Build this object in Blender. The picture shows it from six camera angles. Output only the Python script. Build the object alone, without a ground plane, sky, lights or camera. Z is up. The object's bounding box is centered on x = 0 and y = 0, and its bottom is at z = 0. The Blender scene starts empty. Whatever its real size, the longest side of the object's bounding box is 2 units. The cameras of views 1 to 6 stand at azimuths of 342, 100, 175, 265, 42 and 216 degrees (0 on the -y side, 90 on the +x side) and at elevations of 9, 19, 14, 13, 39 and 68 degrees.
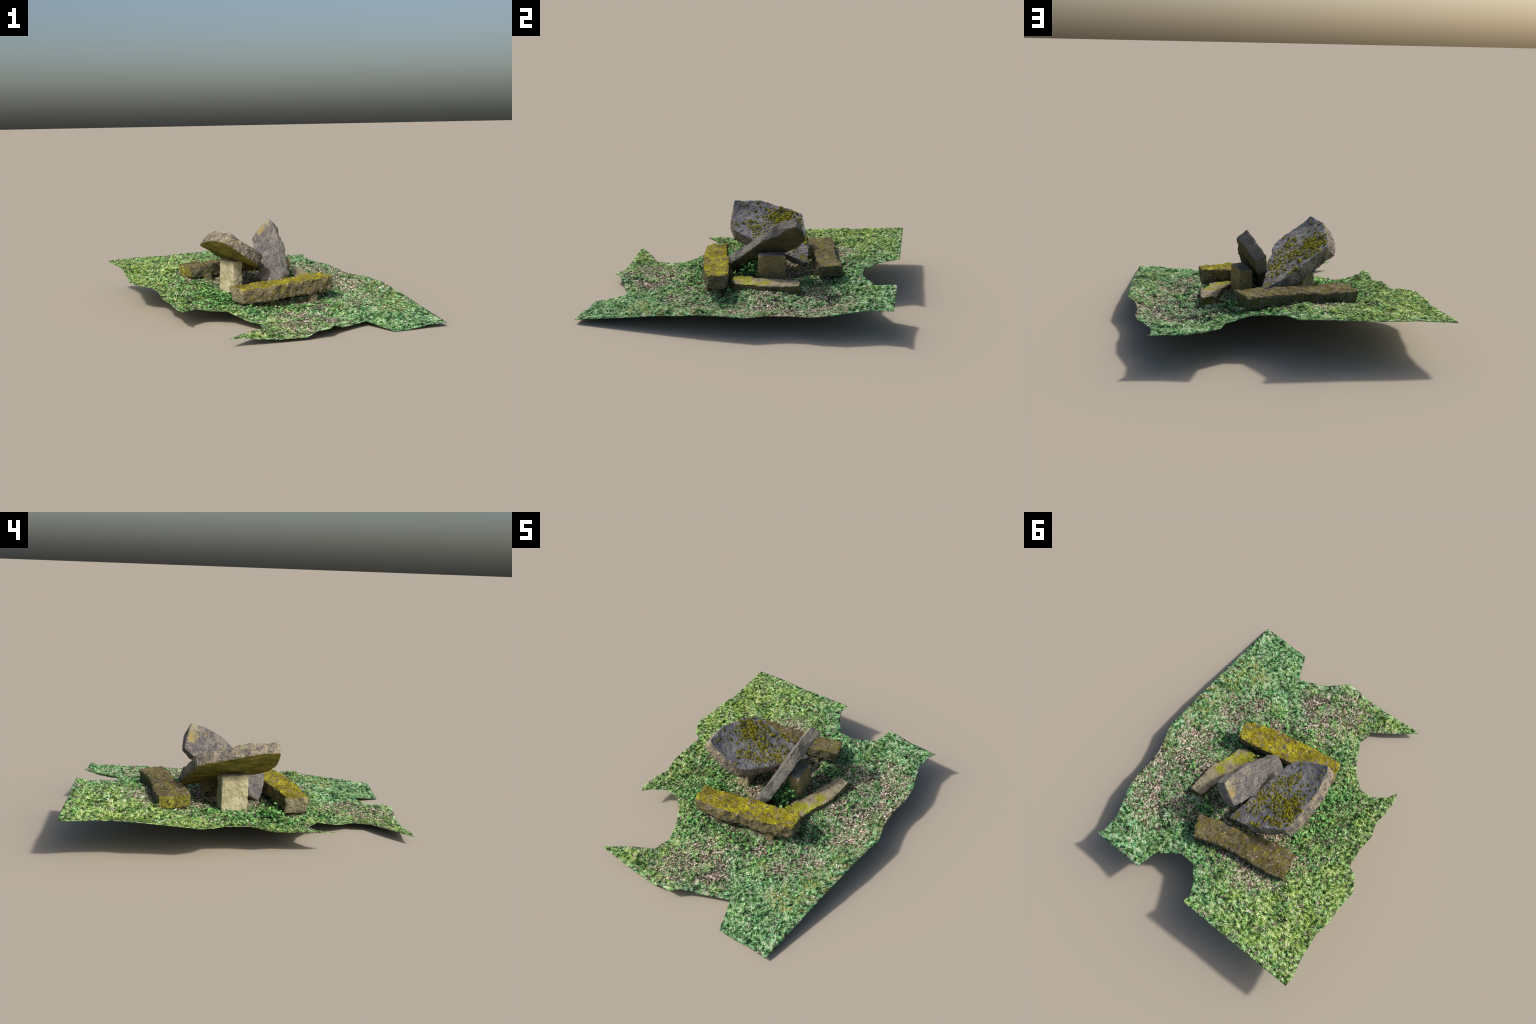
# Ruined megalith-like stone group (two mossy benches, two tilted slabs, two posts and a low
# kerb stone) standing on a ragged patch of grassy ground.
import bpy, bmesh, math, random
import numpy as np
from mathutils import Vector, geometry, Quaternion
random.seed(7)
RNG = np.random.default_rng(11)

# ------------------------------------------------------------------ numeric helpers
_perm = np.random.default_rng(5).permutation(256)
_perm = np.concatenate([_perm, _perm, _perm])
_grad = np.random.default_rng(6).normal(size=(256, 3))
_grad /= np.linalg.norm(_grad, axis=1)[:, None]


def perlin(p):
    """Gradient noise, about -0.7..0.7, for an (n,3) array."""
    i = np.floor(p).astype(int)
    f = p - i
    w = f * f * f * (f * (f * 6 - 15) + 10)
    i &= 255
    out = 0.0
    for dx in (0, 1):
        for dy in (0, 1):
            for dz in (0, 1):
                h = _perm[_perm[_perm[(i[:, 0] + dx) & 255] + ((i[:, 1] + dy) & 255)] + ((i[:, 2] + dz) & 255)] & 255
                g = (_grad[h] * (f - np.array([dx, dy, dz]))).sum(1)
                k = (w[:, 0] if dx else 1 - w[:, 0]) * (w[:, 1] if dy else 1 - w[:, 1]) * (w[:, 2] if dz else 1 - w[:, 2])
                out = out + g * k
    return out


def fbm(p, octaves=4, gain=0.5, ridged=False):
    s, a, t = 0.0, 1.0, 0.0
    for o in range(octaves):
        v = perlin(p * 2.03 ** o + 17.3 * o)
        s = s + a * ((0.5 - 2 * np.abs(v)) if ridged else v)
        a *= gain
    return s


def mesh_from(name, verts, faces, zmin=0.0):
    """verts (n,3) array, faces: list of (m,k) integer arrays."""
    me = bpy.data.meshes.new(name)
    verts = np.asarray(verts, np.float32)
    me.vertices.add(len(verts))
    me.vertices.foreach_set("co", verts.ravel())
    loops = np.concatenate([np.asarray(f).ravel() for f in faces]).astype(np.int32)
    verts[:, 2] = np.maximum(verts[:, 2], zmin)
    me.vertices.foreach_set("co", verts.ravel())
    sizes = np.concatenate([np.full(len(f), np.asarray(f).shape[1]) for f in faces]).astype(np.int32)
    me.loops.add(len(loops))
    me.loops.foreach_set("vertex_index", loops)
    me.polygons.add(len(sizes))
    me.polygons.foreach_set("loop_start", (np.cumsum(sizes) - sizes).astype(np.int32))
    me.update(calc_edges=True)
    me.validate()
    return me


def add(name, me, parent=None, mats=(), smooth=True):
    ob = bpy.data.objects.new(name, me)
    bpy.context.scene.collection.objects.link(ob)
    ob.parent = parent
    for m in mats:
        me.materials.append(m)
    if smooth and len(me.polygons):
        me.polygons.foreach_set("use_smooth", np.ones(len(me.polygons), bool))
    return ob


# ------------------------------------------------------------------ colour helpers
def lin(c, k=1.0):
    r = []
    for v in c:
        v = v / 255.0
        r.append(min(0.9, (v / 12.92 if v <= 0.04045 else ((v + 0.055) / 1.055) ** 2.4) * k))
    return (*r, 1.0)


class Nodes:
    """Small builder for material node trees."""

    def __init__(self, name, rough=0.95, spec=0.15):
        self.m = bpy.data.materials.new(name)
        self.m.use_nodes = True
        self.t = self.m.node_tree
        self.b = self.t.nodes["Principled BSDF"]
        self.b.inputs["Roughness"].default_value = rough
        self.b.inputs["Specular IOR Level"].default_value = spec
        self.obj = self.new("ShaderNodeTexCoord").outputs["Object"]

    def new(self, kind, **kw):
        n = self.t.nodes.new(kind)
        for k, v in kw.items():
            setattr(n, k, v)
        return n

    def link(self, a, b):
        self.t.links.new(a, b)

    def put(self, sock, v):
        if hasattr(v, "is_output"):
            self.link(v, sock)
        else:
            sock.default_value = v

    def noise(self, scale, detail=4, rough=0.6, vec=None, dist=0.0, stretch=None):
        n = self.new("ShaderNodeTexNoise")
        v = vec or self.obj
        if stretch:
            mp = self.new("ShaderNodeMapping")
            mp.inputs["Scale"].default_value = stretch
            self.link(v, mp.inputs[0])
            v = mp.outputs[0]
        self.link(v, n.inputs["Vector"])
        n.inputs["Scale"].default_value = scale
        n.inputs["Detail"].default_value = detail
        n.inputs["Roughness"].default_value = rough
        n.inputs["Distortion"].default_value = dist
        return n.outputs["Fac"]

    def cells(self, scale, out="Color", rnd=1.0, vec=None):
        n = self.new("ShaderNodeTexVoronoi")
        self.link(vec or self.obj, n.inputs["Vector"])
        n.inputs["Scale"].default_value = scale
        n.inputs["Randomness"].default_value = rnd
        return n.outputs[out]

    def gate(self, v, lo, hi):
        n = self.new("ShaderNodeMapRange", interpolation_type="SMOOTHSTEP")
        self.put(n.inputs["Value"], v)
        n.inputs["From Min"].default_value = lo
        n.inputs["From Max"].default_value = hi
        return n.outputs[0]

    def math(self, op, a, b=0.0):
        n = self.new("ShaderNodeMath", operation=op)
        self.put(n.inputs[0], a)
        self.put(n.inputs[1], b)
        return n.outputs[0]

    def mix(self, f, a, b):
        n = self.new("ShaderNodeMix", data_type="RGBA")
        self.put(n.inputs["Factor"], f)
        self.put(n.inputs["A"], a)
        self.put(n.inputs["B"], b)
        return n.outputs["Result"]

    def ramp(self, v, stops):
        n = self.new("ShaderNodeValToRGB")
        e = n.color_ramp.elements
        while len(e) < len(stops):
            e.new(0.5)
        for el, (p, c) in zip(e, stops):
            el.position = p
            el.color = c
        self.put(n.inputs[0], v)
        return n.outputs[0]

    def blob(self, c, r, soft=0.6):
        """1 near point c, falling to 0 at distance r."""
        n = self.new("ShaderNodeVectorMath", operation="DISTANCE")
        self.link(self.obj, n.inputs[0])
        n.inputs[1].default_value = c
        return self.gate(n.outputs["Value"], r, r * (1 - soft))

    def blobs(self, lst):
        s = None
        for c, r in lst:
            b = self.blob(c, r)
            s = b if s is None else self.math("MAXIMUM", s, b)
        return s

    def bump(self, h, strength=0.4, dist=0.004):
        n = self.new("ShaderNodeBump")
        n.inputs["Strength"].default_value = strength
        n.inputs["Distance"].default_value = dist
        self.put(n.inputs["Height"], h)
        self.link(n.outputs[0], self.b.inputs["Normal"])

    def done(self, col):
        self.put(self.b.inputs["Base Color"], col)
        return self.m


def rock(name, tones, speck=None, speck_amt=0.5, dark=None, dark_amt=0.45, moss=None, moss_thr=0.6,
         moss_blobs=None, spots=(), streak=None, scale=1.0, gain=1.0, bump=0.5):
    """Weathered stone: mottled tones, pale specks, dark blotches, patches of moss."""
    N = Nodes(name)
    L = lambda c: lin(c, gain)
    big = N.noise(9 * scale, 6, 0.65, stretch=streak)
    stops = [(0.36 + 0.28 * i / (len(tones) - 1), L(c)) for i, c in enumerate(tones)]
    col = N.ramp(big, stops)
    mid = N.noise(48 * scale, 5, 0.72, dist=0.6)
    if dark:
        f = N.gate(mid, 0.66 - dark_amt * 0.2, 0.74 - dark_amt * 0.2)
        f2 = N.gate(N.noise(14 * scale, 5, 0.6, stretch=streak), 0.40, 0.62)
        col = N.mix(N.math("MULTIPLY", f, N.math("ADD", N.math("MULTIPLY", f2, 0.6), 0.35)), col, L(dark))
    if speck:
        f = N.gate(N.noise(120 * scale, 3, 0.6), 0.64 - speck_amt * 0.2, 0.74 - speck_amt * 0.14)
        f2 = N.gate(N.noise(11 * scale, 3, 0.6, dist=1.0), 0.42, 0.56)
        col = N.mix(N.math("MULTIPLY", f, N.math("ADD", N.math("MULTIPLY", f2, 0.65), 0.2)), col, L(speck))
    for (c, r, colr, amt) in spots:
        b = N.math("MULTIPLY", N.blob(c, r, 0.8), amt)
        f = N.gate(N.math("ADD", N.noise(60, 5, 0.75, dist=.5), b), 0.66, 0.98)
        col = N.mix(f, col, L(colr))
    h = N.math("ADD", mid, N.math("MULTIPLY", N.noise(160, 3, 0.6), 0.5))
    if moss:
        mn = N.math("ADD", N.math("MULTIPLY", N.math("SUBTRACT", N.noise(20 * scale, 7, 0.76), .5), 1.7), .5)
        if moss_blobs:
            mn = N.math("ADD", mn, N.math("MULTIPLY", N.math("SUBTRACT", N.blobs(moss_blobs), 0.5), 0.46))
        mf = N.gate(mn, moss_thr, moss_thr + 0.14)
        mc = N.ramp(N.math("ADD", N.math("MULTIPLY", N.noise(90, 5, 0.8), .6), N.math("MULTIPLY", N.noise(9, 4, .6), .4)), [(0.38 + 0.24 * i / (len(moss) - 1), L(c)) for i, c in enumerate(moss)])
        col = N.mix(mf, col, mc)
    N.bump(h, bump, 0.005)
    return N.done(col)


# ------------------------------------------------------------------ the ground
# Ragged outline of the turf patch, walked once round (x, y, z of the rim).
RIM = [(.879, -.998, .024), (.75, -.996, .024), (.658, -.998, .008), (.587, -.999, .002), (.52, -.999, .006), (.472, -.889, .02),
       (.431, -.806, .034), (.356, -.836, .031), (.234, -.895, .032), (.158, -.949, .065), (.113, -.996, .058), (.038, -.999, .052),
       (-.034, -.999, .02), (-.21, -.997, .023), (-.338, -.999, .038), (-.414, -.999, .051), (-.508, -.999, .053), (-.45, -.949, .053),
       (-.346, -.865, .051), (-.236, -.791, .044), (-.234, -.734, .047), (-.22, -.678, .047), (-.263, -.601, .048), (-.295, -.536, .059),
       (-.359, -.447, .09), (-.444, -.382, .085), (-.535, -.375, .105), (-.624, -.441, .111), (-.657, -.506, .121), (-.679, -.456, .128),
       (-.684, -.355, .13), (-.674, -.241, .124), (-.708, -.142, .141), (-.706, -.02, .164), (-.721, .123, .167), (-.781, .154, .18),
       (-.801, .181, .18), (-.846, .26, .189), (-.839, .379, .2), (-.842, .541, .216), (-.827, .625, .219), (-.837, .695, .226),
       (-.848, .792, .231), (-.871, .896, .234), (-.88, .938, .235), (-.878, .996, .237), (-.671, .997, .249), (-.433, .998, .247),
       (-.241, .999, .258), (-.045, .999, .263), (-.054, .941, .244), (-.006, .856, .237), (.076, .765, .212), (.181, .762, .208),
       (.317, .856, .194), (.342, .999, .217), (.508, .998, .187), (.643, .997, .185), (.716, .996, .185), (.693, .954, .174),
       (.697, .829, .166), (.783, .622, .149), (.806, .474, .133), (.798, .407, .132), (.809, .306, .129), (.831, .215, .132),
       (.878, .1, .127), (.877, -.078, .127), (.878, -.242, .116), (.878, -.536, .084), (.879, -.8, .049)]
# Heights of the turf measured inside the rim.
INSIDE = [(.38, -.495, .053), (-.633, -.174, .12), (.628, -.125, .064), (.3, -.503, .035), (.592, .267, .131), (.285, -.278, .070), (.204, -.427, .058),
          (-.43, .388, .176), (-.235, .125, .124), (-.19, -.05, .117), (.22, .226, .155), (.257, .063, .148), (.447, .4, .138), (.181, .645, .187), (-.45, .5, .194), (.3, .62, .164), (.40, .72, .156), (-.7, .7, .213), (-.65, .85, .225), (-.6, .58, .208),
          (.02, -.123, .106), (-.27, -.40, .096), (.0, -.29, .066), (-.27, .29, .155), (.45, -.03, .105), (.0, .12, .112), (-.1, .2, .122), (.07, .32, .130), (.0, .45, .175),
          (.107, -.702, .048), (.024, -.798, .044), (.012, -.751, .049), (-.018, -.78, .047), (-.022, -.501, .069), (.135, -.744, .047), (.095, -.783, .049), (.134, -.666, .051),
          (.243, -.827, .033), (.399, -.646, .027), (.56, -.558, .068), (.534, -.70, .046), (.455, -.508, .066), (.368, -.58, .018), (.323, -.593, .023), (.47, -.388, .066),
          (.216, -.451, .066), (.617, -.066, .065), (.592, -.192, .046), (.791, .084, .121), (.80, .159, .126), (.721, .35, .12), (.749, -.011, .093), (.81, -.142, .126),
          (.753, -.058, .103), (.628, .077, .082), (.496, .017, .096), (.507, .083, .118), (.508, .184, .146), (.554, -.148, .061), (-.714, .314, .18), (-.763, .466, .198),
          (-.359, .74, .228), (-.313, .665, .222), (-.166, .741, .233), (-.336, .589, .215), (.566, .985, .189), (.599, .946, .18), (.449, .876, .166), (.556, .319, .13),
          (.543, .554, .127), (.454, .658, .152), (.521, .598, .12), (.611, .399, .123), (.724, .536, .13), (.44, .586, .160), (.636, .536, .127), (.627, .609, .13),
          (.684, .393, .117), (.62, .478, .113), (-.481, .40, .175), (-.547, -.071, .138), (-.40, -.015, .112), (-.34, .06, .115), (-.33, -.1, .100), (-.45, .06, .126), (-.5, -.01, .131), (-.5, .1, .138), (-.488, -.163, .108), (-.365, -.323, .084), (-.476, .186, .158),
          (-.53, .52, .202), (-.515, .672, .208), (-.18, -.55, .064), (-.1, -.6, .060), (-.12, -.46, .082), (.05, -.44, .070), (.55, .85, .182), (.66, .80, .172)]
INSIDE = np.array(INSIDE)
RIMP = np.array(RIM)


def tps_fit(P, smooth=1e-4):
    n = len(P)
    d = np.linalg.norm(P[:, None, :2] - P[None, :, :2], axis=2)
    K = np.where(d > 0, d * d * np.log(d + 1e-12), 0) + smooth * np.eye(n)
    Q = np.c_[np.ones(n), P[:, :2]]
    A = np.block([[K, Q], [Q.T, np.zeros((3, 3))]])
    return P[:, :2], np.linalg.solve(A, np.r_[P[:, 2], 0, 0, 0])


# rim, densified and slightly frayed
def densify(P, step):
    out = []
    for a, b in zip(P, np.roll(P, -1, 0)):
        k = max(1, int(np.linalg.norm(b - a) / step))
        out += [a + (b - a) * i / k for i in range(k)]
    return np.array(out)


RIMD = densify(RIMP, 0.011)
TPS = tps_fit(np.vstack([densify(RIMP, 0.06), INSIDE]))


def height(xy):
    c, w = TPS
    out = np.empty(len(xy))
    for s in range(0, len(xy), 5000):
        q = xy[s:s + 5000]
        d = np.linalg.norm(q[:, None] - c[None], axis=2)
        out[s:s + 5000] = np.where(d > 0, d * d * np.log(d + 1e-12), 0) @ w[:-3] + w[-3] + q @ w[-2:]
    return out


def inside(xy, poly):
    x, y = xy[:, 0], xy[:, 1]
    r = np.zeros(len(xy), bool)
    for (x0, y0), (x1, y1) in zip(poly, np.roll(poly, -1, 0)):
        c = (y0 > y) != (y1 > y)
        r ^= c & (x < (x1 - x0) * (y - y0) / (y1 - y0 + 1e-12) + x0)
    return r


def rim_distance(xy):
    out = np.empty(len(xy))
    for s in range(0, len(xy), 4000):
        out[s:s + 4000] = np.linalg.norm(xy[s:s + 4000, None] - RIMD[None, :, :2], axis=2).min(1)
    return out


# grassy hummocks (x, y, radius, height)
TUFTS = [(.850, -.205, .05, .030), (.83, -.44, .06, .026),  (-.53, .52, .05, .018), (.44, .59, .04, .012), (.452, -.72, .05, .014), (.42, -.49, .035, .010),
         (-.10, .66, .05, .010), (.62, -.80, .06, .010)]


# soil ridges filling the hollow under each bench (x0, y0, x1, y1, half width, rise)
PACKED = [(-.20, -.300, .36, -.182, .048, .026), (-.36, .39, .14, .50, .05, .014), (-.14, -.215, .12, -.150, .030, .022)]


def turf_relief(xy):
    p = np.c_[xy, np.zeros(len(xy))]
    mound = 0
    for cx, cy, rr, hh in TUFTS:
        mound = mound + hh * np.exp(-((xy[:, 0] - cx) ** 2 + (xy[:, 1] - cy) ** 2) / (rr * rr))
    out = 0.007 * fbm(p * 12, 3) + 0.009 * fbm(p * 40, 3) + mound - 0.004
    for (ax, ay, bx, by, w, zt) in PACKED:          # ridge of soil along a line a-b
        e_ = np.array((bx - ax, by - ay))
        t_ = np.clip(((xy - (ax, ay)) @ e_) / (e_ @ e_), 0, 1)
        d_ = np.linalg.norm(xy - np.array((ax, ay)) - t_[:, None] * e_, axis=1)
        out = out + zt * np.clip((w - d_) / .018, 0, 1)
    return out


G = 0.0095
gx, gy = np.meshgrid(np.arange(-.92, .92, G), np.arange(-1.02, 1.02, G))
pts = np.c_[gx.ravel(), gy.ravel()] + RNG.uniform(-.3, .3, (gx.size, 2)) * G
pts = pts[inside(pts, RIMP[:, :2])]
pts = pts[rim_distance(pts) > 0.006]
allp = np.vstack([RIMD[:, :2], pts])
nb = len(RIMD)
cdt = geometry.delaunay_2d_cdt([Vector(p) for p in allp], [(i, (i + 1) % nb) for i in range(nb)], [], 1, 1e-7)
V2 = np.array([tuple(v) for v in cdt[0]])
F = np.array([f for f in cdt[2] if len(f) == 3])
a, b, c = V2[F[:, 0]], V2[F[:, 1]], V2[F[:, 2]]
flip = ((b - a)[:, 0] * (c - a)[:, 1] - (b - a)[:, 1] * (c - a)[:, 0]) < 0
F[flip] = F[flip][:, ::-1]
rd = rim_distance(V2)
TZ = height(V2)
onrim = rd < 0.004
near = np.argmin(np.linalg.norm(V2[onrim][:, None] - RIMD[None, :, :2], axis=2), axis=1)
TZ[onrim] = RIMD[near, 2]
TZ = TZ + turf_relief(V2) * np.clip(rd / 0.06, 0.15, 1)
TZ = np.maximum(TZ, 0.004)
top = np.c_[V2, TZ]
thick = 0.003 + 0.005 * np.clip(rd / 0.12, 0, 1)
low = np.c_[V2, np.maximum(TZ - thick, 0.0005)]
nv = len(top)
e = np.vstack([F[:, [0, 1]], F[:, [1, 2]], F[:, [2, 0]]])
key = np.sort(e, 1)[:, 0] * nv + np.sort(e, 1)[:, 1]
u, cnt = np.unique(key, return_counts=True)
be = e[np.isin(key, u[cnt == 1])]
side = np.c_[be[:, 1], be[:, 0], be[:, 0] + nv, be[:, 1] + nv]
ground_me = mesh_from("ground_patch", np.vstack([top, low]), [F, F[:, ::-1] + nv, side])

# ------------------------------------------------------------------ stones
def stone_mesh(name, upper, lower, voxel=0.0038, rough=0.004, freq=26, seed=0, ridge=0.0, fine=0.0012, extra=None, chip=0.010):
    """Loft a block between two outlines, remesh it finely and weather its skin."""
    up, lo = np.array(upper, float), np.array(lower, float)
    n = len(up)
    bm = bmesh.new()
    U = [bm.verts.new(p) for p in up]
    L = [bm.verts.new(p) for p in lo]
    fu = bm.faces.new(U)
    fl = bm.faces.new(L[::-1])
    for i in range(n):
        j = (i + 1) % n
        bm.faces.new((U[j], U[i], L[i], L[j]))
    bmesh.ops.triangulate(bm, faces=list(bm.faces))
    bmesh.ops.recalc_face_normals(bm, faces=list(bm.faces))
    me = bpy.data.meshes.new(name + "_raw")
    bm.to_mesh(me)
    bm.free()
    ob = bpy.data.objects.new(name + "_raw", me)
    bpy.context.scene.collection.objects.link(ob)
    m = ob.modifiers.new("r", "REMESH")
    m.mode, m.voxel_size, m.adaptivity = "VOXEL", voxel, 0.0
    out = bpy.data.meshes.new_from_object(ob.evaluated_get(bpy.context.evaluated_depsgraph_get()))
    bpy.data.objects.remove(ob)
    bpy.data.meshes.remove(me)
    out.name = name
    k = len(out.vertices)
    co = np.empty(k * 3, np.float32)
    no = np.empty(k * 3, np.float32)
    out.vertices.foreach_get("co", co)
    out.vertices.foreach_get("normal", no)
    co, no = co.reshape(-1, 3).astype(float), no.reshape(-1, 3).astype(float)
    s = seed * 7.77
    d = rough * fbm(co * freq + s, 4, 0.55) + fine * fbm(co * 150 + s, 2)
    if ridge:
        d += ridge * np.minimum(0, fbm(co * freq * 0.6 + s + 50, 3, 0.5, ridged=True))
    # knock chips out of the arrises: where neighbouring normals diverge
    ed = np.empty(len(out.edges) * 2, np.int32)
    out.edges.foreach_get("vertices", ed)
    ed = ed.reshape(-1, 2)
    bend = 1 - (no[ed[:, 0]] * no[ed[:, 1]]).sum(1)
    deg = np.bincount(ed.ravel(), minlength=k)
    arris = np.bincount(ed[:, 0], bend, k) + np.bincount(ed[:, 1], bend, k)
    arris /= np.maximum(deg, 1)
    for _ in range(5):
        arris = .5 * arris + .5 * (np.bincount(ed[:, 0], arris[ed[:, 1]], k) + np.bincount(ed[:, 1], arris[ed[:, 0]], k)) / np.maximum(deg, 1)
    arris = np.clip(arris / .06, 0, 1)
    d -= chip * arris * np.clip(fbm(co * 26 + s + 9, 3, .55) * 2.4 + .15, 0, 1)
    if extra is not None:
        d += extra(co, no)
    co = co + no * d[:, None]
    out.vertices.foreach_set("co", co.astype(np.float32).ravel())
    out.update()
    return out


def face_slots(me, rule):
    k = len(me.polygons)
    no = np.empty(k * 3, np.float32)
    ce = np.empty(k * 3, np.float32)
    me.polygons.foreach_get("normal", no)
    me.polygons.foreach_get("center", ce)
    me.polygons.foreach_set("material_index", rule(no.reshape(-1, 3), ce.reshape(-1, 3)).astype(np.int32))


root = bpy.data.objects.new("ruined_stone_shelter", None)
bpy.context.scene.collection.objects.link(root)
root["label"] = "collapsed mossy stone slabs, posts and benches on a grass patch"
root["category"] = "stone ruin"

YEL = [(80, 72, 30), (114, 104, 28), (158, 148, 30), (204, 196, 54)]
BRN = [(64, 58, 36), (88, 80, 40), (116, 108, 46), (138, 130, 72)]
bench_a_top = rock("bench_moss_yellow", [(80, 74, 54), (106, 98, 68), (132, 122, 96)], (208, 194, 184), .5, (50, 46, 36), .8,
                   YEL, .34, scale=1.4, bump=1.0)
bench_a_side = rock("bench_side_mossy", [(92, 85, 70), (130, 120, 95), (160, 147, 122)], (206, 188, 162), .45, (42, 40, 36), 1.0,
                    [(74, 70, 34), (118, 110, 46), (164, 154, 80)], .50, scale=1.9, bump=1.0)
bench_a_end = rock("bench_end_stone", [(104, 98, 80), (134, 127, 102), (156, 147, 116)], (194, 182, 148), .4, (72, 66, 52), .8,
                   [(92, 84, 40), (118, 108, 52)], .62, scale=1.4, bump=.7)
bench_b_top = rock("bench_moss_brown", [(80, 73, 56), (102, 93, 68), (128, 117, 97)], (198, 178, 164), .55, (48, 43, 36), .85,
                   BRN, .44, scale=1.4, bump=1.0)
bench_b_side = rock("bench_side_dark", [(80, 80, 66), (104, 103, 84), (124, 120, 100)], (176, 166, 138), .4, (40, 42, 36), .85,
                    [(60, 64, 30), (94, 94, 42), (124, 120, 58)], .50, scale=1.6, bump=1.0)
bench_b_end = rock("bench_end_moss", [(92, 88, 48), (126, 119, 56), (154, 147, 76)], (190, 180, 116), .4, (48, 46, 32), .95,
                   [(102, 98, 36), (152, 146, 48), (188, 182, 82)], .48, scale=1.9, bump=1.0)
slab_top = rock("slab_weathered_top", [(104, 102, 103), (124, 122, 121), (150, 146, 141)], (190, 180, 172), .3, (74, 70, 74), .6,
                [(84, 80, 24), (116, 108, 26), (146, 136, 34)], .70,
                moss_blobs=[((-.219, .149, .457), .11), ((-.235, .09, .478), .09), ((-.265, .194, .472), .07), ((-.094, .138, .39), .09),
                            ((-.003, .173, .331), .08), ((-.042, .047, .38), .08), ((-.102, -.033, .431), .06), ((.05, .36, .26), .08)],
                gain=1.25, bump=.6)
slab_rim = rock("slab_broken_rim", [(122, 114, 98), (152, 142, 118), (180, 167, 138)], (218, 202, 168), .5, (78, 77, 82), 1.3, scale=1.5, bump=.9)
slab_belly = rock("slab_underside", [(92, 90, 42), (120, 110, 52), (152, 132, 70)], (176, 152, 98), .3, (80, 82, 38), .6, streak=(1, 1, 3), gain=1.15, bump=.5)  # olive-brown has part of the underside's shade baked into it
lean_face = rock("slab_grey_face", [(94, 92, 94), (118, 114, 112), (144, 136, 123)], (190, 178, 152), .45, (72, 70, 76), 1.0,
                 [(96, 92, 24), (136, 126, 30)], .70, moss_blobs=[((.05, .08, .26), .07), ((.06, .0, .24), .05), ((.04, .12, .29), .06)],
                 spots=[((.12, .30, .50), .085, (170, 150, 78), .33), ((.165, .30, .56), .07, (168, 164, 134), .36), ((.15, .215, .505), .03, (140, 116, 66), .34),
                        ((.15, .27, .54), .09, (160, 150, 116), .28)], scale=1.5, bump=.7)
lean_edge = rock("slab_grey_edge", [(100, 99, 96), (124, 121, 114), (146, 140, 126)], (188, 178, 152), .3, (90, 86, 84), .6, scale=1.4, bump=.8)  # grey cooled and darkened to the edge's shaded look
lean_back = rock("slab_brown_back", [(74, 70, 54), (88, 82, 61), (104, 94, 68)], (132, 114, 68), .2, (66, 61, 48), .5, bump=.4)  # brown deepened to match this face turned away from the sun
post_tan = rock("post_tan", [(148, 141, 112), (174, 166, 134), (192, 184, 155)], (214, 206, 176), .35, (144, 130, 96), .6, [(140, 136, 84), (160, 152, 104)], .60, streak=(1, 1, .35), gain=1.08, bump=.6)
post_olive = rock("post_olive", [(128, 112, 72), (150, 134, 92), (164, 148, 106)], (182, 168, 130), .2, (88, 82, 48), .7,
                  [(96, 92, 42), (122, 114, 54)], .62, streak=(1, 1, .5), bump=.5)
post_cap = rock("post_cap", [(122, 115, 102), (142, 135, 120), (152, 146, 130)], (176, 168, 150), .2, (104, 98, 88), .5, streak=(.4, 1, 1), bump=.4)
kerb_top = rock("kerb_top", [(126, 117, 92), (150, 139, 112), (166, 155, 128)], (194, 181, 154), .35, (88, 84, 66), .6,
                [(104, 104, 38), (146, 146, 48), (180, 180, 74)], .56,
                moss_blobs=[((.40, .06, .17), .07), ((.32, .0, .17), .09), ((.26, -.08, .16), .10), ((.40, -.02, .16), .06), ((.37, .14, .18), .06)], bump=.7)
kerb_side = rock("kerb_side", [(88, 80, 56), (108, 98, 70), (126, 115, 86)], (160, 146, 112), .3, (58, 56, 36), .6,
                 [(70, 72, 28), (100, 100, 40)], .54, bump=.8)

# ---- bench on the -y side, raised on small foot stones
A_IN = [(-.286, -.256, .212), (-.225, -.262, .212), (-.159, -.244, .213), (-.056, -.214, .216), (.02, -.190, .217), (.091, -.169, .219),
        (.16, -.152, .221), (.219, -.143, .222), (.322, -.122, .225), (.424, -.110, .227)]
A_OUT = [(.458, -.234, .224), (.40, -.262, .223), (.309, -.300, .222), (.235, -.318, .221), (.196, -.332, .22), (.094, -.346, .217),
         (.02, -.360, .214), (-.046, -.376, .212), (-.14, -.394, .21), (-.243, -.404, .208)]
A_top = A_IN + A_OUT


def sink(outline, drop, shrink=0.02, wob=0.006, seed=1):
    r = np.random.default_rng(seed)
    P = np.array(outline)
    c = P.mean(0)
    d = P - c
    Q = P - d * (shrink / np.linalg.norm(d[:, :2], axis=1))[:, None]
    Q[:, 2] = P[:, 2] - drop + r.normal(0, wob, len(P))
    return Q


def sag_profile(y0, amp):
    return lambda co, no: amp * np.clip(-no[:, 2], 0, 1)


me = stone_mesh("stone_bench", A_top, sink(A_top, .098, .012, .004, 2), rough=.012, freq=18, seed=1, ridge=.010, fine=.0025,
                extra=lambda co, no: .014 * np.exp(-((co[:, 0] + .02) ** 2 + (co[:, 2] - .14) ** 2) / .006) * np.clip(-no[:, 1], 0, 1))
bench_a = add("stone_bench", me, root, [bench_a_top, bench_a_side, bench_a_end])
face_slots(me, lambda n, c: np.where(n[:, 2] > .62, 0, np.where(np.abs(n[:, 0] * .97 + n[:, 1] * .23) > .75, 2, 1)))

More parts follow.
